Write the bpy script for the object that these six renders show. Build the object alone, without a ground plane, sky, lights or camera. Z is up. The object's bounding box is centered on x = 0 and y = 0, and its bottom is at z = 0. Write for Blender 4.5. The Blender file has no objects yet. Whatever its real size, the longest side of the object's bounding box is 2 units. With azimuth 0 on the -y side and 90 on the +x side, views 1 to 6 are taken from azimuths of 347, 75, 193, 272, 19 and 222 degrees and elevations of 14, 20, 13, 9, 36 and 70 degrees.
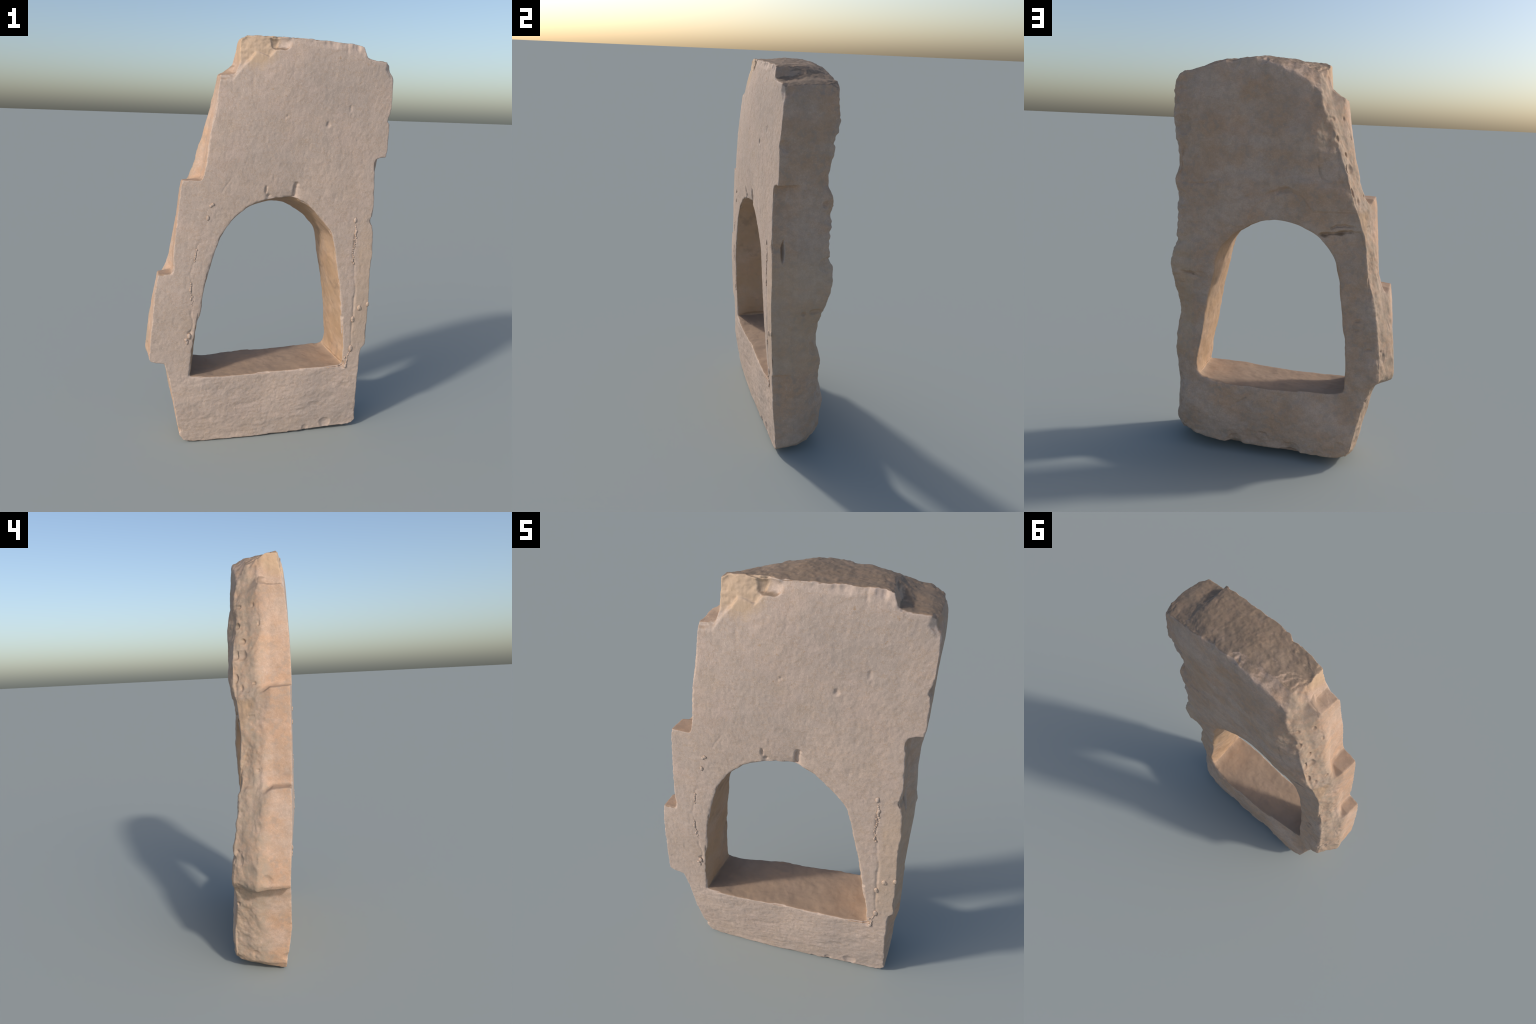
import bpy, bmesh, math
import numpy as np
from mathutils import Vector, noise as mnoise

# ------------------------------------------------------------------ helpers
def smooth(a, b, v):
    k = np.clip((v - a) / (b - a), 0.0, 1.0)
    return k * k * (3.0 - 2.0 * k)


def hash01(ix, iy, iz, seed):
    h = (ix.astype(np.uint32) * np.uint32(374761393)
         ^ iy.astype(np.uint32) * np.uint32(668265263)
         ^ iz.astype(np.uint32) * np.uint32(2246822519)
         ^ np.uint32(seed * 3266489917 & 0xFFFFFFFF))
    h ^= h >> np.uint32(15)
    h *= np.uint32(2246822519)
    h ^= h >> np.uint32(13)
    h *= np.uint32(3266489917)
    h ^= h >> np.uint32(16)
    return h.astype(np.float64) / 4294967295.0


def value_noise(p, freq, seed):
    """Smooth lattice noise in -1..1 for an (n,3) array; freq may be a 3-vector."""
    q = p * np.asarray(freq, float) + 113.7 + seed * 7.31
    i = np.floor(q).astype(np.int64)
    f = q - i
    f = f * f * f * (f * (f * 6 - 15) + 10)
    out = np.zeros(len(p))
    for dx in (0, 1):
        wx = f[:, 0] if dx else 1 - f[:, 0]
        for dy in (0, 1):
            wy = f[:, 1] if dy else 1 - f[:, 1]
            for dz in (0, 1):
                wz = f[:, 2] if dz else 1 - f[:, 2]
                out += wx * wy * wz * hash01(i[:, 0] + dx, i[:, 1] + dy, i[:, 2] + dz, seed)
    return out * 2 - 1


def fbm(p, freq, octaves, seed, gain=0.5):
    s, a, tot = np.zeros(len(p)), 1.0, 0.0
    freq = np.asarray(freq, float)
    for o in range(octaves):
        s += a * value_noise(p, freq * (2.03 ** o), seed + o)
        tot += a
        a *= gain
    return s / tot


def ridged(p, freq, octaves, seed):
    s, a, tot = np.zeros(len(p)), 1.0, 0.0
    freq = np.asarray(freq, float)
    for o in range(octaves):
        s += a * (1 - np.abs(value_noise(p, freq * (2.03 ** o), seed + o)))
        tot += a
        a *= 0.5
    return s / tot


class Dish:
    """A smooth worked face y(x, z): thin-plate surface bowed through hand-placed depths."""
    def __init__(self, pts, stiff):
        pts = np.array(pts, float)
        self.c = pts[:, [0, 2]]
        n = len(pts)
        k = self.kernel(self.c)
        poly = np.c_[np.ones(n), self.c]
        a = np.zeros((n + 3, n + 3))
        a[:n, :n] = k + stiff * np.eye(n)
        a[:n, n:] = poly
        a[n:, :n] = poly.T
        self.w = np.linalg.solve(a, np.r_[pts[:, 1], 0, 0, 0])

    def kernel(self, q):
        r2 = ((q[:, None, :] - self.c[None]) ** 2).sum(-1) + 1e-9
        return 0.5 * r2 * np.log(r2)

    def __call__(self, x, z):
        q = np.c_[x, z]
        out = np.empty(len(q))
        for s in range(0, len(q), 60000):
            b = q[s:s + 60000]
            out[s:s + 60000] = self.kernel(b) @ self.w[:-3] + self.w[-3] + b @ self.w[-2:]
        return out


def line_distance(x, z, pts):
    """Distance to a polyline drawn on a face, and the position 0..1 along it."""
    best, along = np.full(len(x), 9.0), np.zeros(len(x))
    m = len(pts) - 1
    for i in range(m):
        (ax, az), (bx, bz) = pts[i], pts[i + 1]
        dx, dz = bx - ax, bz - az
        h = np.clip(((x - ax) * dx + (z - az) * dz) / (dx * dx + dz * dz), 0, 1)
        d = np.hypot(x - ax - h * dx, z - az - h * dz)
        k = d < best
        best[k] = d[k]
        along[k] = (i + h[k]) / m
    return best, along


# ------------------------------------------------------------------ the two worked faces
FRONT_DEPTH = [
    (.257, -.178, 1.614), (.365, -.171, 1.689), (.059, -.185, 1.646), (-.324, -.180, 1.354), (-.411, -.169, 1.353),
    (.429, -.162, 1.908), (.499, -.165, 1.454), (.118, -.175, 1.33), (-.033, -.178, 1.328), (.431, -.166, 1.175),
    (.494, -.153, .727), (-.377, -.137, .384), (.435, -.126, .383), (.541, -.096, .020), (-.494, -.136, .457),
    (-.523, -.154, .916), (-.251, -.163, 1.809), (.018, -.168, 1.939), (.57, -.160, 1.47), (.57, -.161, 1.67),
    (.57, -.155, 1.79), (.515, -.167, 1.33), (.518, -.165, 1.20), (.537, -.160, 1.0), (.543, -.150, .71), (.53, -.136, .48),
    (.527, -.125, .33), (.533, -.107, .16), (-.45, -.104, .045), (-.45, -.135, .246), (-.45, -.154, .67), (0, -.108, .01),
    (.33, -.101, .02), (-.2, -.107, .01), (.22, -.127, .27), (.05, -.121, .30), (-.25, -.137, .25), (-.36, -.173, 1.1), (-.42, -.167, .80), (-.28, -.178, 1.6), (.25, -.177, 1.35), (.05, -.184, 1.5), (0, -.185, 1.36), (.12, -.183, 1.70), (.05, -.180, 1.85), (-.15, -.155, 1.96), (.38, -.155, 1.97)]
BACK_DEPTH = [
    (-.228, .073, 1.634), (-.170, .117, 1.51), (-.14, .116, 1.64), (-.2, .119, 1.42), (-.27, .104, 1.36), (.087, .097, 1.90), (.205, .115, 1.745), (.309, .125, 1.777),
    (-.09, .078, 1.82), (-.342, .104, .409), (.442, .140, .403), (-.34, .146, .13), (-.368, .087, .751), (.53, .116, 1.75), (.45, .128, 1.80),
    (.53, .105, 1.5), (.53, .120, 1.25), (.50, .125, 1.35), (.53, .140, 1.0), (.53, .138, .90), (.45, .136, .90), (.53, .086, .75), (.50, .086, .68),
    (.45, .115, .72), (.46, .145, .50), (.53, .125, .44), (.53, .128, .25), (.45, .176, .25), (-.27, .074, 1.13),
    (-.2, .090, 1.20), (-.37, .070, 1.0), (-.40, .116, .50), (0, .157, .10), (.3, .174, .12), (.42, .172, .12), (0, .157, .29), (.25, .174, .28), (-.27, .148, .27), (-.45, .126, .52),
    (.045, .104, 1.27), (0, .115, 1.6), (.53, .107, 1.87), (.45, .103, 1.93)]
front_y = Dish(FRONT_DEPTH, 2e-3)
back_y = Dish(BACK_DEPTH, 1e-3)

# ------------------------------------------------------------------ outline stations
# each: front edge (x, z), middle of the thickness (x, z), back edge (x, z), walking round the slab
LEFT = [  # stepped left side, downwards
    ((-.154, 1.970), (-.156, 1.947), (-.146, 1.830)), ((-.157, 1.930), (-.164, 1.915), (-.149, 1.812)),
    ((-.163, 1.860), (-.182, 1.862), (-.154, 1.790)), ((-.178, 1.822), (-.208, 1.845), (-.158, 1.765)),
    ((-.243, 1.811), (-.244, 1.820), (-.168, 1.735)), ((-.255, 1.740), (-.262, 1.740), (-.197, 1.700)),
    ((-.264, 1.681), (-.277, 1.681), (-.220, 1.660)), ((-.289, 1.555), (-.308, 1.556), (-.250, 1.560)),
    ((-.306, 1.431), (-.340, 1.433), (-.299, 1.445)), ((-.318, 1.370), (-.362, 1.380), (-.323, 1.375)),
    ((-.326, 1.354), (-.372, 1.355), (-.330, 1.350)), ((-.411, 1.354), (-.395, 1.320), (-.342, 1.315)),
    ((-.420, 1.314), (-.403, 1.280), (-.352, 1.285)), ((-.433, 1.200), (-.425, 1.180), (-.387, 1.170)),
    ((-.443, 1.100), (-.444, 1.100), (-.403, 1.110)), ((-.450, .990), (-.467, .990), (-.420, 1.003)),
    ((-.454, .935), (-.482, .945), (-.438, .930)), ((-.461, .919), (-.492, .925), (-.445, .910)),
    ((-.523, .917), (-.510, .890), (-.452, .884)), ((-.536, .850), (-.530, .830), (-.467, .820)),
    ((-.548, .716), (-.556, .720), (-.485, .720)), ((-.557, .607), (-.575, .610), (-.504, .620)),
    ((-.568, .488), (-.583, .490), (-.514, .500)), ((-.560, .472), (-.572, .462), (-.510, .485)),
    ((-.535, .464), (-.545, .450), (-.500, .475)), ((-.494, .459), (-.500, .437), (-.480, .455)),
    ((-.477, .395), (-.484, .390), (-.456, .404)), ((-.459, .289), (-.463, .280), (-.433, .280)),
    ((-.435, .145), (-.440, .150), (-.418, .163)), ((-.418, .047), (-.420, .060), (-.408, .090))]
BOTTOM = [
    ((-.395, .010), (-.395, .030), (-.378, .062)), ((-.360, .002), (-.350, .022), (-.345, .052)),
    ((-.200, .000), (-.200, .013), (-.196, .044)), ((.000, .002), (.000, .010), (-.020, .053)),
    ((.150, .007), (.150, .014), (.107, .063)), ((.330, .013), (.330, .020), (.273, .057)),
    ((.470, .014), (.460, .024), (.406, .080)), ((.525, .020), (.530, .032), (.479, .095)),
    ((.541, .040), (.550, .060), (.507, .150))]
RIGHT = [  # upwards; front edge is cut back between z .50 and 1.46
    ((.536, .100), (.552, .120), (.515, .180)), ((.530, .207), (.557, .220), (.527, .220)),
    ((.527, .300), (.556, .320), (.538, .310)), ((.525, .434), (.570, .420), (.548, .408)),
    ((.528, .478), (.570, .480), (.549, .490)), ((.550, .496), (.570, .500), (.549, .520)),
    ((.545, .590), (.568, .590), (.547, .576)), ((.542, .735), (.562, .720), (.527, .700)),
    ((.534, .890), (.568, .890), (.555, .860)), ((.537, .995), (.569, 1.00), (.575, .975)),
    ((.531, 1.095), (.566, 1.10), (.558, 1.08)), ((.516, 1.160), (.561, 1.17), (.557, 1.16)),
    ((.520, 1.231), (.558, 1.22), (.545, 1.22)), ((.513, 1.370), (.559, 1.36), (.540, 1.348)),
    ((.508, 1.440), (.568, 1.43), (.550, 1.418)), ((.515, 1.456), (.570, 1.45), (.545, 1.450)),
    ((.532, 1.465), (.570, 1.463), (.544, 1.468)), ((.565, 1.468), (.572, 1.475), (.541, 1.490)),
    ((.571, 1.500), (.573, 1.50), (.538, 1.523)), ((.571, 1.610), (.575, 1.61), (.535, 1.592)),
    ((.566, 1.650), (.576, 1.65), (.545, 1.650)), ((.574, 1.700), (.577, 1.70), (.548, 1.710)),
    ((.575, 1.800), (.582, 1.79), (.554, 1.800)), ((.575, 1.850), (.580, 1.86), (.554, 1.850))]
TOP = [  # right to left, with the corner notch; fourth pair where the plane of the break turns down
    ((.560, 1.893), (.566, 1.900), (.540, 1.893)), ((.529, 1.903), (.530, 1.914), (.505, 1.917)),
    ((.474, 1.905), (.475, 1.922), (.455, 1.934)), ((.437, 1.912), (.440, 1.940), (.430, 1.942)),
    ((.428, 1.935), (.420, 1.955), (.400, 1.942)), ((.418, 1.962), (.400, 1.966), (.360, 1.952)),
    ((.387, 1.972), (.360, 1.975), (.325, 1.961)), ((.250, 1.978), (.220, 1.984), (.230, 1.975)),
    ((.100, 1.981), (.110, 1.996), (.142, 1.986), (.120, 1.994)), ((.000, 1.983), (.010, 1.990), (.080, 1.960), (.04, 1.983)),
    ((-.080, 1.983), (-.075, 1.976), (-.010, 1.924), (-.04, 1.965)), ((-.130, 1.980), (-.135, 1.960), (-.105, 1.872), (-.125, 1.932))]
OPENING = [  # arched opening: front lip (x, z), back lip (x, z)
    ((-.377, .383), (-.344, .402)), ((-.363, .534), (-.349, .500)), ((-.344, .662), (-.338, .640)),
    ((-.326, .764), (-.326, .735)), ((-.299, .900), (-.303, .853)), ((-.280, .977), (-.284, .965)),
    ((-.248, 1.066), (-.258, 1.055)), ((-.219, 1.125), (-.222, 1.112)), ((-.157, 1.197), (-.165, 1.175)),
    ((-.092, 1.244), (-.105, 1.210)), ((-.024, 1.268), (-.030, 1.235)), ((.040, 1.278), (.046, 1.240)),
    ((.108, 1.280), (.109, 1.228)), ((.137, 1.266), (.145, 1.213)), ((.187, 1.240), (.187, 1.194)),
    ((.240, 1.188), (.240, 1.165)), ((.290, 1.130), (.290, 1.115)), ((.318, 1.080), (.320, 1.068)),
    ((.343, .972), (.345, .950)), ((.365, .870), (.372, .820)), ((.388, .759), (.392, .710)),
    ((.406, .640), (.407, .600)), ((.422, .530), (.420, .511)), ((.433, .450), (.423, .455)), ((.437, .402), (.411, .415)),
    ((.428, .384), (.370, .395)), ((.360, .380), (.300, .391)), ((.215, .378), (.210, .388)), ((.022, .373), (.080, .385)),
    ((-.165, .371), (-.110, .386)), ((-.300, .376), (-.260, .386))]
OPENING_CORNERS = {0}

# how the outline travels through the thickness: t, weight to middle, weight to back
THROUGH = {
    "left": [(0, 0, 0), (.36, .15, 0), (.56, 1, 0), (.80, .45, .55), (1, 0, 1)],
    "right": [(0, 0, 0), (.18, .20, 0), (.40, 1, 0), (.86, .80, .20), (1, 0, 1)],
    "bottom": [(0, 0, 0), (.25, .5, 0), (.50, 1, 0), (.82, .60, .40), (1, 0, 1)],
    "top": [(0, 0, 0), (.22, .25, 0), (.52, 1, 0), (.80, .72, .28), (1, 0, 1)]}
THICK = 0.25
VOXEL = 0.0036


def rounded(stations, corners, steps=4):
    """Catmull-Rom through a closed ring of (front, back) pairs, stopping at the corners."""
    pts = np.array(stations, float).reshape(len(stations), 4)
    n, out = len(pts), []
    for i in range(n):
        b, c = pts[i], pts[(i + 1) % n]
        a = b if i in corners else pts[i - 1]
        d = c if (i + 1) % n in corners else pts[(i + 2) % n]
        for k in range(steps):
            u = k / steps
            v = .5 * (2 * b + (c - a) * u + (2 * a - 5 * b + 4 * c - d) * u * u + (3 * b - a - 3 * c + d) * u ** 3)
            out.append((v[:2], v[2:]))
    return out


def relax(p, edges, weight, rounds):
    """Weighted Laplacian smoothing: wears the arrises round where weight is high."""
    act = np.where(weight > .01)[0]
    mark = np.zeros(len(p), bool)
    mark[act] = True
    e = edges[mark[edges[:, 0]] | mark[edges[:, 1]]]
    src, dst = np.r_[e[:, 0], e[:, 1]], np.r_[e[:, 1], e[:, 0]]
    keep = mark[src]
    src, dst = src[keep], dst[keep]
    local = np.full(len(p), -1)
    local[act] = np.arange(len(act))
    src = local[src]
    deg = np.maximum(np.bincount(src, minlength=len(act)), 1)[:, None]
    w = .6 * weight[act][:, None]
    for _ in range(rounds):
        s = np.stack([np.bincount(src, p[dst, k], len(act)) for k in range(3)], 1) / deg
        p[act] += w * (s - p[act])
    return p


def flat_blank():
    """The slab as a loft in 'flat' space: y runs 0 (front) .. THICK (back)."""
    stations = [("left", s) for s in LEFT] + [("bottom", s) for s in BOTTOM] + \
               [("right", s) for s in RIGHT] + [("top", s) for s in TOP]
    bm = bmesh.new()
    outer = [[] for _ in range(5)]
    for side, (f, m, b, *turn) in stations:
        for layer, (t, wm, wb) in enumerate(THROUGH[side]):
            wf = 1 - wm - wb
            if turn and layer == 3:
                outer[layer].append(bm.verts.new((turn[0][0], t * THICK, turn[0][1])))
                continue
            outer[layer].append(bm.verts.new((f[0] * wf + m[0] * wm + b[0] * wb, t * THICK,
                                              f[1] * wf + m[1] * wm + b[1] * wb)))
    inner = [[] for _ in range(5)]
    for f, b in rounded(OPENING, OPENING_CORNERS):
        for layer in range(5):
            t = layer / 4
            # the sides and crown of the opening swell slightly towards its middle
            sw = .003 + .012 * math.sin(math.pi * t) ** .7 if f[1] > .40 else 0.0
            away = np.array((f[0] - .03, max(f[1] - .85, 0.0)))
            away = away / max(np.hypot(*away), 1e-6) * sw
            inner[layer].append(bm.verts.new((f[0] * (1 - t) + b[0] * t - away[0], t * THICK, f[1] * (1 - t) + b[1] * t - away[1])))
    for rings in (outer, inner):
        n = len(rings[0])
        for a, b in zip(rings, rings[1:]):
            for i in range(n):
                bm.faces.new((a[i], a[(i + 1) % n], b[(i + 1) % n], b[i]))
    for layer in (0, 4):
        edges = []
        for ring in (outer[layer], inner[layer]):
            for i in range(len(ring)):
                edges.append(bm.edges.get((ring[i], ring[(i + 1) % len(ring)])))
        bmesh.ops.triangle_fill(bm, use_beauty=True, use_dissolve=False, edges=edges)
    bmesh.ops.recalc_face_normals(bm, faces=bm.faces)
    me = bpy.data.meshes.new("blank")
    bm.to_mesh(me)
    bm.free()
    ob = bpy.data.objects.new("blank", me)
    bpy.context.scene.collection.objects.link(ob)
    mod = ob.modifiers.new("Remesh", "REMESH")
    mod.mode, mod.voxel_size, mod.adaptivity = "VOXEL", VOXEL, 0.0
    sm = ob.modifiers.new("Soften", "SMOOTH")
    sm.factor, sm.iterations = 0.5, 5
    done = bpy.data.meshes.new_from_object(ob.evaluated_get(bpy.context.evaluated_depsgraph_get()))
    bpy.data.objects.remove(ob)
    return done


def coords(me):
    v = np.empty(len(me.vertices) * 3, np.float32)
    me.vertices.foreach_get("co", v)
    return v.reshape(-1, 3).astype(np.float64)


def put(me, p):
    me.vertices.foreach_set("co", p.astype(np.float32).ravel())
    me.update()


def normals(me):
    n = np.empty(len(me.vertices) * 3, np.float32)
    me.vertex_normals.foreach_get("vector", n)
    return n.reshape(-1, 3).astype(np.float64)


# ------------------------------------------------------------------ surface events
CRUST_LEFT = [(-.273, 1.248), (-.289, 1.226), (-.295, 1.176), (-.297, 1.129), (-.320, 1.09), (-.341, 1.055), (-.354, .985), (-.371, .929),
              (-.371, .884), (-.362, .785), (-.368, .715), (-.359, .667), (-.376, .600), (-.391, .575), (-.399, .496)]
CRUST_RIGHT = [(.430, 1.166), (.440, 1.110), (.437, 1.078), (.432, .990), (.445, .926), (.452, .875), (.460, .806),
               (.461, .700), (.462, .652), (.462, .580), (.467, .528), (.470, .481), (.455, .420), (.449, .378)]

# scoops knocked out of the stone: centre, radius, depth, direction of the cut
SCOOPS = [
    ((.018, -.165, 1.955), .036, .022, (0, 1, -.25), (1.25, 1, .9)), ((.580, -.160, 1.880), .055, .020, (-.7, .6, -.5), (1, 1, 1.2)),
    ((.257, -.175, 1.614), .012, .005, (0, 1, 0), (1, 1, 1.4)), ((.365, -.172, 1.689), .013, .003, (0, 1, 0), (.7, 1, 1.7)),
    ((.059, -.185, 1.646), .006, .004, (0, 1, 0)), ((.050, -.179, 1.640), .008, .003, (0, 1, 0), (.7, 1, 1.5)), ((-.073, -.175, 1.354), .006, .003, (0, 1, 0)),
    ((.575, -.140, 1.640), .030, .010, (-1, .5, 0)), ((.520, -.150, 1.160), .030, .007, (-1, .6, 0)),
    ((.253, -.105, .020), .020, .006, (0, 1, 0)), ((.365, -.100, .045), .030, .008, (0, 1, 0)),
    ((-.425, -.110, .080), .022, .007, (1, .3, 0)), ((-.281, .037, 1.562), .020, .016, (.8, -.7, 0)),
    ((-.235, .065, 1.634), .018, .012, (.7, -.8, 0)), ((-.250, .020, 1.674), .012, .010, (1, -.6, 0)),
    ((-.345, .140, .128), .026, .008, (0, -1, 0)), ((.520, .100, 1.668), .050, .022, (-.6, -1, 0)),
    ((.530, .110, 1.314), .050, .016, (-.8, -.8, 0)), ((.560, .090, .720), .090, .016, (-.5, -1, 0)),
    ((-.110, .098, 1.890), .050, .008, (0, -1, -.4)), ((.300, .125, 1.855), .030, .004, (0, -1, 0)),
    ((-.560, -.03, .515), .030, .008, (1, 0, .3)), ((-.30, .045, 1.50), .03, .008, (.8, -.7, 0)), ((-.29, .069, 1.507), .016, .018, (.7, -.8, 0), (1, 1, 2)),
    ((-.32, .076, 1.403), .014, .014, (.7, -.8, 0), (1, 1, 2.4)), ((-.35, .034, 1.311), .012, .012, (1, -.4, 0)),
    ((-.345, -.115, 1.402), .075, .006, (1, .2, 0)), ((-.468, -.100, .960), .070, .006, (1, .2, 0)), ((-.175, -.10, 1.865), .055, .004, (1, .3, 0)),
    ((-.026, -.180, 1.310), .009, .009, (0, 1, 0), (.8, 1, 2.6)), ((-.012, -.178, 1.285), .012, .007, (0, 1, 0)), ((.435, -.125, .385), .025, .008, (0, 1, -.4)), ((-.372, -.14, .62), .018, .006, (-.4, 1, 0)), ((-.35, -.145, .80), .016, .005, (-.4, 1, 0)), ((.40, -.155, .66), .018, .006, (.4, 1, 0)),
    ((-.39, -.01, 1.240), .010, .010, (1, 0, 0)), ((-.56, -.057, .762), .009, .010, (1, 0, 0), (1, 1, 3)),
    ((-.58, -.044, .525), .010, .014, (1, 0, 0), (1, 1, 2.6)), ((-.53, .024, .623), .014, .008, (1, 0, 0)),
    ((.542, -.112, 1.150), .011, .030, (-1, 0, 0), (3.5, .8, 6)), ((.567, -.001, .832), .014, .010, (-1, 0, 0)),
    ((.565, .061, .838), .022, .014, (-1, -.3, 0), (1, 1.6, .7)), ((.57, .063, 1.571), .022, .009, (-1, -.5, 0), (1, .8, 1.6)),
    ((.567, .073, 1.375), .022, .016, (-1, -.4, 0)), ((.56, .062, .635), .022, .014, (-1, -.5, 0), (1, 1, 1.8)),
    ((.545, .10, 1.46), .04, .004, (-.8, -.7, 0)), ((.55, .10, 1.08), .04, .014, (-.7, -.8, 0)),
    ((-.48, .075, .60), .05, .010, (.6, -.8, 0)), ((.48, .10, .07), .05, .016, (-.4, -.8, .6)), ((-.10, .14, .06), .05, .014, (0, -1, .6)),
    ((.20, .15, .06), .05, .012, (0, -1, .7)), ((.13, .09, 1.985), .035, .010, (0, -.7, -.7)), ((.27, .10, 1.96), .04, .010, (0, -.8, -.6)),
    ((.530, .10, .33), .06, .014, (-.6, -1, 0)), ((.45, .14, .10), .06, .012, (-.3, -1, .5))]

GROOVES = [  # face, polyline, half width, depth
    ("front", [(-.031, 1.338), (-.029, 1.311), (-.014, 1.285)], .007, .014),
    ("front", [(.124, 1.350), (.114, 1.318), (.109, 1.268)], .007, .007),
    ("front", [(.130, 1.330), (.120, 1.305), (.120, 1.272)], .016, .003),
    ("front", CRUST_RIGHT, .004, .003), ("front", CRUST_LEFT[4:], .004, .002),
    ("front", [(-.238, 1.291), (-.215, 1.330), (-.180, 1.377)], .003, .0015),
    ("back", [(.198, 1.332), (.149, 1.370), (.094, 1.391)], .005, .003),
    ("back", [(.160, 1.277), (.120, 1.331), (.059, 1.369), (-.009, 1.390), (-.084, 1.371)], .010, .005),
    ("back", [(-.165, 1.176), (-.223, 1.188), (-.290, 1.196), (-.342, 1.206)], .010, .009),
    ("back", [(-.222, 1.209), (-.260, 1.232), (-.347, 1.230)], .005, .004),
    ("back", [(-.151, 1.586), (-.151, 1.541), (-.160, 1.495), (-.172, 1.456), (-.214, 1.432)], .003, .002),
    ("back", [(.512, 1.395), (.419, 1.390), (.345, 1.400)], .004, .002),
    ("back", [(.535, .947), (.462, .944), (.422, .927), (.398, .922)], .006, .006),
    ("back", [(-.416, .782), (-.369, .772), (-.357, .742), (-.379, .722), (-.399, .730)], .006, .004),
    ("back", [(-.427, .638), (-.468, .641)], .005, .004),
    ("back", [(.080, .137), (.034, .130), (.024, .101)], .007, .005),
    ("back", [(.198, .281), (.138, .322)], .004, .003),
    ("back", [(.394, .165), (.386, .103)], .004, .003)]


def carve(me):
    p0 = coords(me)
    edges = np.empty(len(me.edges) * 2, np.int32)
    me.edges.foreach_get("vertices", edges)
    edges = edges.reshape(-1, 2)
    t = np.clip(p0[:, 1] / THICK, -.02, 1.02)
    # wear: the back arrises are well rounded, the front ones only a little
    hole = ((p0[:, 0] > -.40) & (p0[:, 0] < .46) & (p0[:, 2] > .35) & (p0[:, 2] < 1.31)).astype(float)
    wear = smooth(.74, .95, t) * (.62 + .15 * hole) + hole * smooth(.10, .0, t) * .25
    wear *= 1 - .5 * smooth(.20, .10, p0[:, 2])
    leftx = np.interp(p0[:, 2], [.05, .45, .5, .9, 1.35, 1.82, 1.97], [-.41, -.49, -.56, -.49, -.36, -.21, -.15])
    flankl = smooth(.11, .04, np.abs(p0[:, 0] - leftx)) * smooth(.40, .54, t)
    wear = np.maximum(wear, flankl * (.55 + .45 * smooth(.3, .55, t)))
    p0 = relax(p0, edges, wear, 36)
    x, z = p0[:, 0], p0[:, 2]
    t = np.clip(p0[:, 1] / THICK, -.02, 1.02)
    yf, yb = front_y(x, z), back_y(x, z)
    p = p0.copy()
    p[:, 1] = yf + t * (yb - yf)
    put(me, p)
    n = normals(me)
    front = smooth(.5, .9, -n[:, 1]) * (t < .3)
    back = smooth(.5, .9, n[:, 1]) * (t > .6)
    flank = 1 - smooth(.35, .8, np.abs(n[:, 1]))
    inside = ((x > -.42) & (x < .46) & (z > .36) & (z < 1.31)).astype(float)
    # inside of the opening: side faces whose normal looks towards its middle
    reveal = flank * inside * ((n[:, 0] * (0.03 - x) + n[:, 2] * (.8 - z)) > 0)
    outer = flank * (1 - reveal)
    left = outer * smooth(.2, .5, -n[:, 0])
    right = outer * smooth(.3, .6, n[:, 0])
    top = outer * smooth(.4, .7, n[:, 2]) * (z > 1.7)
    bottom = outer * smooth(.4, .7, -n[:, 2]) * (z < .3)
    skin = smooth(.40, .05, t)          # anything belonging to the front skin, edges included

    d = np.zeros(len(p))
    # dressed front: faint tooling streaks, waves, rougher sill
    sill = smooth(.42, .36, z)
    d += front * (.0012 * fbm(p, (9, 9, 5), 3, 11) + .0005 * fbm(p, (60, 60, 34), 3, 15) + .0007 * fbm(p, (120, 120, 80), 2, 18))
    d -= front * .0022 * np.clip(value_noise(p, (55, 55, 34), 19) - .55, 0, 1)
    d += front * sill * (.0034 * fbm(p, (8, 8, 20), 4, 21, .55) + .0009 * fbm(p, (45, 45, 90), 2, 25) - .0035 * np.clip(value_noise(p, (13, 13, 30), 27) - .35, 0, 1))
    # back: broad hollows, a low ridge over the arch, finely hammered
    d += back * (.0085 * fbm(p, (4.2, 4.2, 5), 4, 31, .5) + .0032 * fbm(p, (24, 24, 30), 4, 35) - .008 * np.clip(value_noise(p, (15, 15, 11), 36) - .45, 0, 1))
    ridge = z - (1.385 + .05 * np.cos((x - .05) * 5.5)) - .012 * value_noise(p, 7, 38)
    d += back * (.001 * np.exp(-(ridge / .03) ** 2) - .006 * smooth(0, .06, ridge) * smooth(1.88, 1.7, z))
    low = back * smooth(1.25, 1.05, z)
    d += low * (.0065 * fbm(p, (11, 11, 14), 4, 39, .6))
    d += reveal * (.0075 * fbm(p, (7, 9, 9), 3, 41) + .0030 * fbm(p, 20, 3, 46) + .0007 * fbm(p, (50, 90, 50), 2, 44))
    # broken flanks
    rough = left * smooth(.42, .62, t)
    d += rough * (.013 * fbm(p, (12, 12, 8), 4, 51, .55) - .003 - .006 * np.clip(value_noise(p, (22, 22, 14), 57) - .3, 0, 1))
    d += left * (.0045 * fbm(p, (10, 10, 7), 3, 53) + .0010 * fbm(p, 60, 2, 55))
    d += right * (.0020 * fbm(p, (14, 14, 10), 3, 61) + .0006 * fbm(p, 60, 2, 64))
    d += top * (.0040 * fbm(p, 10, 4, 71, .55) + .0042 * fbm(p, 44, 4, 74, .6))
    d += bottom * (.0050 * fbm(p, 14, 4, 81, .55))
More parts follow.
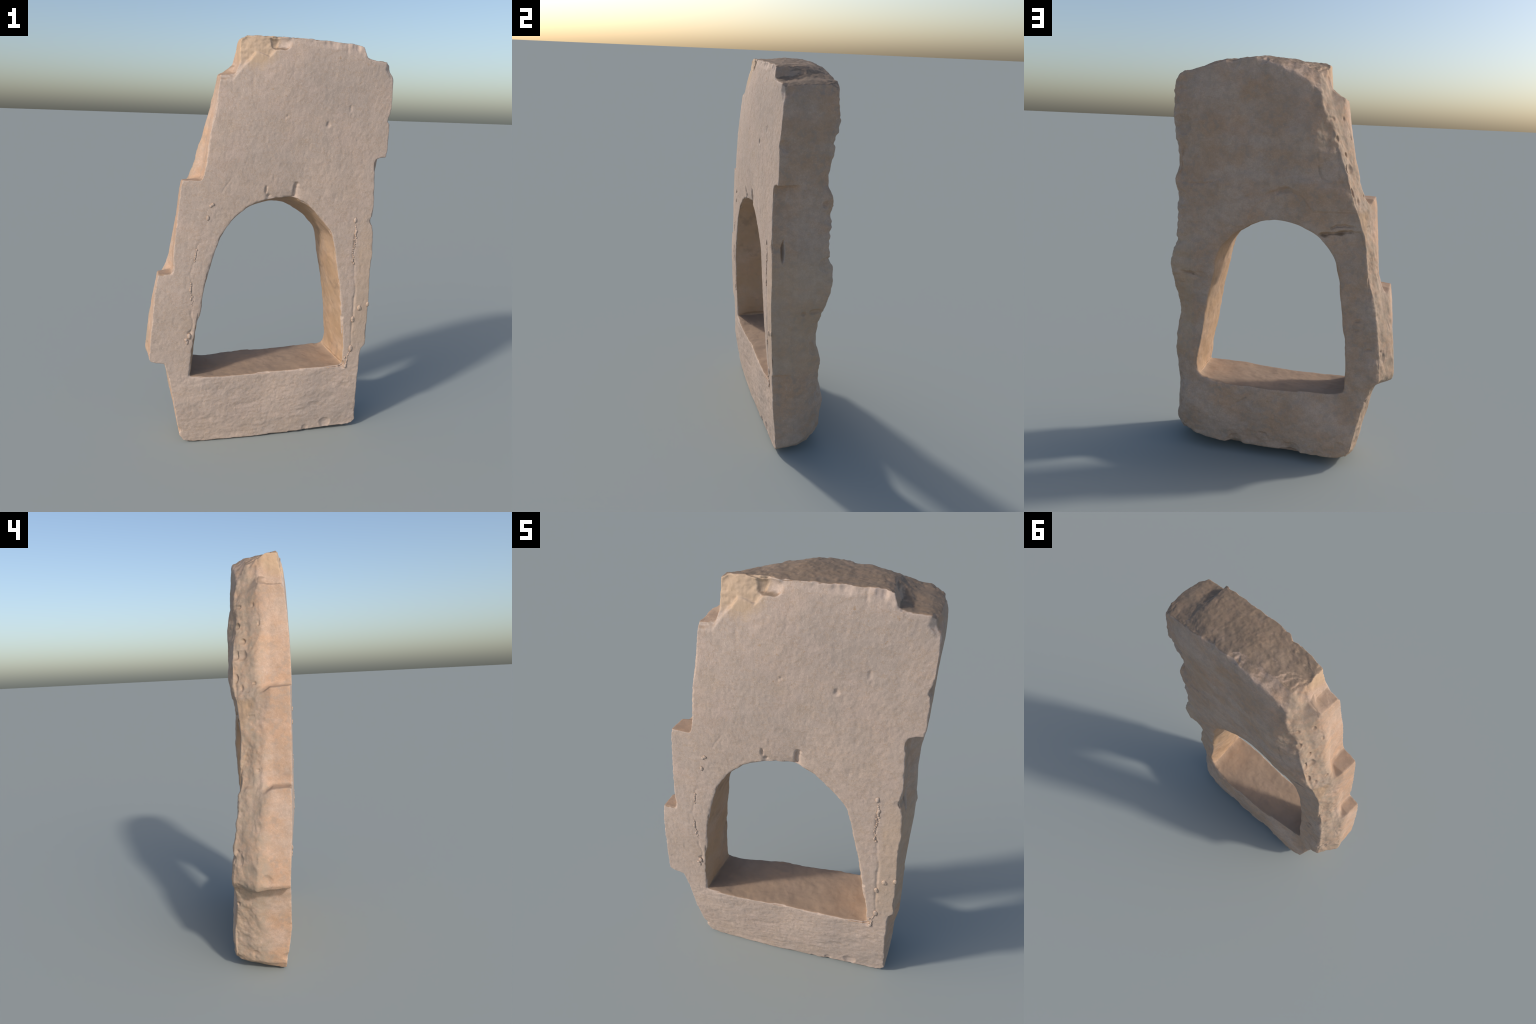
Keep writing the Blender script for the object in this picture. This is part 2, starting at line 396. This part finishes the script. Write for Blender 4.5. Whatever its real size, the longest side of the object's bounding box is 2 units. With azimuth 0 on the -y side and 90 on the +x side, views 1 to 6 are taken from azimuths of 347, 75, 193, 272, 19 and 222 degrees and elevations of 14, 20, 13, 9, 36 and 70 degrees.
    # back arris: a few large irregular scallops down the right side, milder elsewhere
    arris = smooth(.66, .92, t) * (1 - inside)
    right_w = smooth(.44, .53, x)
    leftx = np.interp(z, [.1, .5, .9, 1.3, 1.8], [-.41, -.5, -.44, -.335, -.15])
    other_w = np.maximum.reduce([.5 * smooth(.18, .06, z), .4 * smooth(1.86, 1.94, z), .6 * smooth(.09, .02, np.abs(x - leftx))])
    bite = np.clip(value_noise(p, (6, 4, 6.3), 93) + .30 * value_noise(p, (19, 12, 16), 92), -.5, 1)
    d -= arris * np.clip(right_w + other_w, 0, 1) * (.019 * np.clip(bite, -.20, 1) + .016 * (ridged(p, (15, 11, 14), 4, 95) - .68)
                                                     + .003 * fbm(p, 60, 2, 97))
    # flaked lower right corner of the back; lens of stone lost over the arch; ledge across the right jamb
    flake = back * smooth(.40, .49, x) * smooth(.62, .50, z)
    d -= flake * (.020 * (ridged(p, (12, 12, 8), 4, 161) - .66) + .004 * fbm(p, 40, 3, 165))
    wob = .010 * value_noise(p, 14, 166)
    lens = np.interp(x, [-.14, -.084, -.009, .059, .120, .160, .19], [1.30, 1.368, 1.388, 1.366, 1.328, 1.28, 1.20]) - z + wob
    d -= back * .005 * smooth(0, .010, lens) * smooth(1.15, 1.24, z)
    led = .944 - z - .09 * (x - .46) + wob
    d -= back * smooth(.36, .42, x) * .007 * smooth(-.004, .010, led) * smooth(.16, .02, led)
    led = 1.182 - z + .12 * (x + .17) * -1 + wob
    d -= back * smooth(-.15, -.19, x) * .010 * smooth(-.004, .010, led) * smooth(.14, .02, led)
    # shallow band knocked off the crown between the two nicks
    d -= front * .005 * smooth(-.035, -.012, x) * smooth(.118, .108, x) * smooth(1.325, 1.285, z + .010 * value_noise(p, 25, 171)) * (z > 1.2)
    # front arris: small nicks
    edge_f = (t < .12) * smooth(.30, .55, -n[:, 1]) * smooth(.97, .80, -n[:, 1])
    d -= edge_f * (.018 * np.clip(fbm(p, (16, 16, 16), 3, 101) - .08, 0, 1) + .0025 * fbm(p, 40, 2, 104))
    for face, line, w, depth in GROOVES:
        side = front if face == "front" else back
        idx = np.where(side > .05)[0]
        dist, along = line_distance(x[idx] + .003 * value_noise(p[idx], 45, 133), z[idx] + .003 * value_noise(p[idx], 45, 134), line)
        wob = 1 + .5 * value_noise(p[idx], 30, 131)
        g = np.exp(-(dist / (w * wob)) ** 2) * smooth(-.45, .15, value_noise(p[idx], 11, 135)) * smooth(0, .15, along) * smooth(1.0, .85, along)
        d[idx] -= side[idx] * g * depth * wob * (1.0 if face == 'front' else 2.6)
    # scattered pits on the bevelled left flank and reveals
    pit = np.clip(value_noise(p, 34, 141) - .74, 0, 1) * rough
    d -= pit * .034
    q = p + n * d[:, None]
    # spalled top left corner and flaked strip under the top edge: skin driven back into the slab
    lim = np.interp(x, [-.19, -.165, -.135, -.11, -.09, -.06, -.03, .0, .03], [1.79, 1.825, 1.858, 1.883, 1.910, 1.906, 1.893, 1.925, 2.0])
    into = z - lim - .004 * fbm(p, (40, 40, 40), 3, 121)
    crisp = smooth(-.17, -.10, x) * .5 + .5
    spall = smooth(-.004, .008 + .02 * (1 - crisp), into) * (x < .04)
    push = spall * (.006 + .05 * np.clip(into, 0, .09) + .10 * np.clip(into - .055, 0, .05) + .006 * fbm(p, (26, 26, 40), 4, 127, .6)
                    + .002 * ridged(p, (20, 20, 60), 2, 128))
    strip = smooth(1.945, 1.972, z + .014 * fbm(p, (26, 26, 26), 3, 111)) * (1 - spall)
    push += strip * (.003 + .007 * np.clip(fbm(p, (30, 20, 20), 3, 113) + .1, 0, 1))
    comb = smooth(.055, .02, np.abs(x - .372)) * smooth(1.925, 1.95, z + .01 * value_noise(p, 40, 115))
    push += comb * .007 * np.clip(.45 + .9 * value_noise(p, (55, 10, 12), 116), 0, 1)
    q[:, 1] += push * skin
    for c, r, depth, way, *squash in SCOOPS:
        off = (q - np.array(c)) / (np.array(squash[0]) if squash else 1.0)
        dist = np.sqrt((off ** 2).sum(1))
        idx = np.where(dist < r * 1.5)[0]
        rr = r * (1 + .30 * fbm(q[idx], 28, 2, 151))
        k = np.clip(1 - (dist[idx] / rr) ** 2, 0, 1) ** np.where(r > .05, 1.6, .8)
        way = np.array(way, float)
        q[idx] += (k * depth)[:, None] * (way / np.linalg.norm(way))
    put(me, q)
    q = relax(q, edges, np.full(len(q), .5), 1)
    q[:, 2] -= q[:, 2].min()
    q[:, 2] *= 2.0 / q[:, 2].max()
    put(me, q)


# ------------------------------------------------------------------ material
def stone_material(name, warm=0.0):
    mat = bpy.data.materials.new(name)
    mat.use_nodes = True
    nt = mat.node_tree
    nt.nodes.clear()
    N = lambda k, **kw: _node(nt, k, kw)
    L = nt.links.new
    out, bsdf = N("ShaderNodeOutputMaterial"), N("ShaderNodeBsdfPrincipled")
    L(bsdf.outputs[0], out.inputs[0])
    tc, geo = N("ShaderNodeTexCoord"), N("ShaderNodeNewGeometry")
    sep, sepn = N("ShaderNodeSeparateXYZ"), N("ShaderNodeSeparateXYZ")
    L(tc.outputs["Object"], sep.inputs[0])
    L(geo.outputs["Normal"], sepn.inputs[0])

    def noise(scale, detail=4, rough=.55, stretch=(1, 1, 1), shift=0.0):
        mp = N("ShaderNodeMapping")
        mp.inputs["Scale"].default_value = stretch
        mp.inputs["Location"].default_value = (shift, shift * .7, shift * .3)
        L(tc.outputs["Object"], mp.inputs[0])
        t = N("ShaderNodeTexNoise")
        t.inputs["Scale"].default_value, t.inputs["Detail"].default_value, t.inputs["Roughness"].default_value = scale, detail, rough
        L(mp.outputs[0], t.inputs["Vector"])
        return t.outputs["Fac"]

    def ramp(src, a, b, lo=0.0, hi=1.0):
        m = N("ShaderNodeMapRange")
        m.interpolation_type = "SMOOTHSTEP"
        for i, v in zip((1, 2, 3, 4), (a, b, lo, hi)):
            m.inputs[i].default_value = v
        L(src, m.inputs[0])
        return m.outputs[0]

    def math_(op, a, b):
        m = N("ShaderNodeMath", operation=op)
        for i, v in enumerate((a, b)):
            if isinstance(v, (int, float)):
                m.inputs[i].default_value = v
            else:
                L(v, m.inputs[i])
        return m.outputs[0]

    def mix(fac, a, b, mode="MIX"):
        m = N("ShaderNodeMix", data_type="RGBA", blend_type=mode)
        if isinstance(fac, (int, float)):
            m.inputs[0].default_value = fac
        else:
            L(fac, m.inputs[0])
        for i, v in ((6, a), (7, b)):
            if isinstance(v, tuple):
                m.inputs[i].default_value = (*v, 1)
            else:
                L(v, m.inputs[i])
        return m.outputs[2]

    x, y, z = sep.outputs
    # marble body: grey-beige clouds with a pinkish and an ochre cast
    body = mix(ramp(noise(3.2, 5, .6), .35, .68), STONE_A, STONE_B)
    body = mix(ramp(noise(6, 5, .6, shift=4.2), .48, .72, 0, .55), body, STONE_PINK)
    body = mix(ramp(noise(4.5, 6, .65, shift=9.1), .52, .74, 0, .25), body, STONE_OCHRE)
    body = mix(ramp(noise(24, 5, .6, shift=2.2), .35, .75, 0, .35), body, STONE_DARK)
    # salt-and-pepper grain
    body = mix(ramp(noise(150, 3, .7, shift=1.5), .40, .62, 0, .22), body, STONE_DARK)
    body = mix(ramp(noise(190, 2, .6, shift=7.7), .56, .72, 0, .30), body, STONE_LIGHT)
    # the dressed front has lost its skin of patina; every other face keeps a warm buff film, worn through in clouds
    film = ramp(math_("ADD", sepn.outputs[1], math_("MULTIPLY", math_("SUBTRACT", noise(28, 4, .6, shift=31), .5), .5)), -.80, -.55)
    film = math_("MULTIPLY", film, ramp(noise(4.2, 6, .62, stretch=(1, 1, 1.5), shift=27), .38, .64, 1.0, .45))
    body = mix(film, body, BUFF_FILM, "MULTIPLY")
    mott = math_("MULTIPLY", film, ramp(noise(34, 4, .6, shift=41), .46, .66, 0, .55))
    body = mix(mott, body, STONE_DARK)
    # darker grey-brown tone over the broken rear half of the stepped side, earth lying on its ledges
    flank = math_("MULTIPLY", ramp(sepn.outputs[0], -.30, -.60), ramp(x, -.10, -.14))
    rear = ramp(math_("ADD", y, math_("MULTIPLY", math_("SUBTRACT", noise(16, 5, .6, shift=51), .5), .16)), -.07, .0)
    body = mix(math_("MULTIPLY", math_("MULTIPLY", flank, rear), ramp(noise(30, 5, .65, shift=57), .3, .65, .2, .75)), body, GREY_BROWN)
    ledge = math_("MULTIPLY", math_("MULTIPLY", ramp(sepn.outputs[2], .35, .70), ramp(x, -.14, -.17)), ramp(z, .70, .80))
    body = mix(math_("MULTIPLY", ledge, ramp(noise(26, 4, .6, shift=63), .25, .65, .45, .85)), body, SOIL)
    # rusty specks and veins
    vein = noise(9, 8, .7, stretch=(1, 1, 1.6), shift=12)
    vm = math_("ABSOLUTE", math_("SUBTRACT", vein, .5), 0)
    body = mix(ramp(vm, .0, .012, .36, 0), body, STONE_RUST)
    body = mix(ramp(noise(38, 3, .6, shift=21), .68, .76, 0, .5), body, STONE_RUST)
    # brown earth patina: lies on the broken top and, thinner, on the floor of the opening and the arch soffit
    patch = noise(22, 6, .65, shift=3.3)
    topm = math_("MULTIPLY", ramp(z, 1.85, 1.90), ramp(math_("ADD", sepn.outputs[2], math_("MULTIPLY", math_("SUBTRACT", patch, .5), .9)), .52, .92))
    body = mix(math_("MULTIPLY", topm, ramp(patch, .25, .75, .95, .70)), body, EARTH)
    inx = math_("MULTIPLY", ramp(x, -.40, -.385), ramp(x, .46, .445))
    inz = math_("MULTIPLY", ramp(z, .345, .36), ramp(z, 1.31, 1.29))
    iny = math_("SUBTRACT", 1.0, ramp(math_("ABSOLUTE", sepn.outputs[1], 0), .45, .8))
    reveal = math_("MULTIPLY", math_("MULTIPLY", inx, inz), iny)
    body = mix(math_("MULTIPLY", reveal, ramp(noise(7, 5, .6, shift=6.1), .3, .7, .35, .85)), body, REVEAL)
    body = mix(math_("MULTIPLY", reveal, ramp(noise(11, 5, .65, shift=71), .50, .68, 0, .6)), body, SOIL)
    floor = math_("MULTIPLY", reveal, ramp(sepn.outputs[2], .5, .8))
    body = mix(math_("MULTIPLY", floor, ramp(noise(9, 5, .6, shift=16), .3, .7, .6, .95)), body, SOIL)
    # buff staining: strip of the right jamb beyond the joint, broken top left corner
    buff = math_("MULTIPLY", ramp(math_("ADD", x, math_("MULTIPLY", math_("SUBTRACT", patch, .5), .04)), .445, .475),
                 math_("MULTIPLY", ramp(z, .45, .55), ramp(z, 1.25, 1.0)))
    body = mix(math_("MULTIPLY", buff, .28), body, STONE_OCHRE)
    dist = N("ShaderNodeVectorMath", operation="DISTANCE")
    dist.inputs[1].default_value = (-.09, -.13, 1.95)
    L(tc.outputs["Object"], dist.inputs[0])
    body = mix(math_("MULTIPLY", ramp(math_("ADD", dist.outputs["Value"], math_("MULTIPLY", math_("SUBTRACT", patch, .5), .08)), .08, .13, .65, 0), math_("SUBTRACT", 1.0, topm)), body, STONE_OCHRE)
    L(body, bsdf.inputs["Base Color"])
    bsdf.inputs["Roughness"].default_value = .82
    bsdf.inputs["Specular IOR Level"].default_value = .25
    b1, b2 = N("ShaderNodeBump"), N("ShaderNodeBump")
    b1.inputs["Strength"].default_value, b1.inputs["Distance"].default_value = .35, .004
    b2.inputs["Strength"].default_value, b2.inputs["Distance"].default_value = .30, .002
    L(noise(55, 6, .65, shift=8), b1.inputs["Height"])
    L(noise(230, 4, .6, stretch=(1, 1, .6), shift=5), b2.inputs["Height"])
    L(b1.outputs[0], b2.inputs["Normal"])
    L(b2.outputs[0], bsdf.inputs["Normal"])
    return mat


def _node(nt, kind, kw):
    nd = nt.nodes.new(kind)
    for k, v in kw.items():
        setattr(nd, k, v)
    return nd


GREY_BROWN = (.330, .265, .200)
BUFF_FILM = (.960, .790, .640)
STONE_A, STONE_B = (.562, .430, .350), (.486, .385, .325)
STONE_PINK, STONE_OCHRE = (.560, .420, .350), (.530, .370, .235)
STONE_DARK, STONE_LIGHT = (.340, .270, .220), (.680, .580, .490)
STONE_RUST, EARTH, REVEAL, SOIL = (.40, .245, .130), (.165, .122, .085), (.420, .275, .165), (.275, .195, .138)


# ------------------------------------------------------------------ build
def build():
    me = flat_blank()
    carve(me)
    me.polygons.foreach_set("use_smooth", np.ones(len(me.polygons), bool))
    me.update()
    p, n = coords(me), normals(me)
    loops = np.empty(len(me.loops), np.int32)
    me.loops.foreach_get("vertex_index", loops)
    quads = loops.reshape(-1, 4)
    c = p[quads].mean(1)
    stone = stone_material("weathered_marble")
    root = bpy.data.objects.new("carved_window_stone", None)
    bpy.context.scene.collection.objects.link(root)
    root["label"] = "broken pale marble slab pierced by an arched window"
    root["category"] = "carved stone"
    sill = c[:, 2] < .36
    head = (c[:, 2] > 1.31)
    regions = [("sill", sill), ("head_panel", head),
               ("jamb", ~sill & ~head & (c[:, 0] < .04)), ("jamb", ~sill & ~head & (c[:, 0] >= .04))]
    for name, mask in regions:
        q = quads[mask]
        used, inv = np.unique(q, return_inverse=True)
        inv = inv.reshape(-1, 4)
        m = bpy.data.meshes.new(name)
        m.vertices.add(len(used))
        m.vertices.foreach_set("co", p[used].astype(np.float32).ravel())
        m.loops.add(inv.size)
        m.loops.foreach_set("vertex_index", inv.astype(np.int32).ravel())
        m.polygons.add(len(inv))
        m.polygons.foreach_set("loop_start", np.arange(0, inv.size, 4, dtype=np.int32))
        m.update(calc_edges=True)
        m.polygons.foreach_set("use_smooth", np.ones(len(inv), bool))
        m.normals_split_custom_set_from_vertices(n[used].astype(np.float32))
        m.materials.append(stone)
        ob = bpy.data.objects.new(name, m)
        bpy.context.scene.collection.objects.link(ob)
        ob.parent = root
    bpy.data.meshes.remove(me)
    crust(root, stone)


def crust(root, stone):
    """Beads of hard lime crust standing along the two joint lines on the front."""
    rng = np.random.default_rng(7)
    bm = bmesh.new()
    spots = []
    for line, keep in ((CRUST_LEFT, .5), (CRUST_RIGHT, .55)):
        pts = np.array(line)
        seg = np.hypot(*np.diff(pts, axis=0).T)
        s = np.r_[0, np.cumsum(seg)]
        for v in np.arange(0, s[-1], .011):
            if value_noise(np.array([[v, keep, 0]]), 14, 5)[0] < .18:
                continue
            spots.append((np.interp(v, s, pts[:, 0]) + rng.normal(0, .003), np.interp(v, s, pts[:, 1]), rng.uniform(.003, .0065)))
    spots += [(.492, .710, .013), (.498, .706, .010), (.537, .727, .010), (.462, .652, .011), (.464, .643, .010), (.430, 1.166, .011),
              (.440, 1.112, .009), (.437, 1.100, .008), (.470, .481, .012), (.468, .490, .009), (.449, .378, .011), (.443, .429, .007),
              (-.273, 1.248, .010), (-.283, 1.240, .008), (-.295, 1.185, .009), (-.376, .605, .011), (-.390, .585, .011), (-.386, .572, .009)]
    for sx, sz, r in spots:
        y = front_y(np.array([sx]), np.array([sz]))[0]
        geo = bmesh.ops.create_icosphere(bm, subdivisions=2, radius=1)
        e = rng.uniform(.8, 1.5)
        for v in geo["verts"]:
            k = 1 + .3 * mnoise.noise(v.co * 1.8 + Vector((sx * 90, sz * 90, 0)))
            v.co = Vector((sx + v.co.x * r * k * .85, y + v.co.y * r * k * .42, sz + v.co.z * r * k * e))
    me = bpy.data.meshes.new("lime_crust")
    bm.to_mesh(me)
    bm.free()
    me.polygons.foreach_set("use_smooth", np.ones(len(me.polygons), bool))
    me.materials.append(stone)
    ob = bpy.data.objects.new("lime_crust", me)
    bpy.context.scene.collection.objects.link(ob)
    ob.parent = root
    ob["kind"] = "stuff"


build()
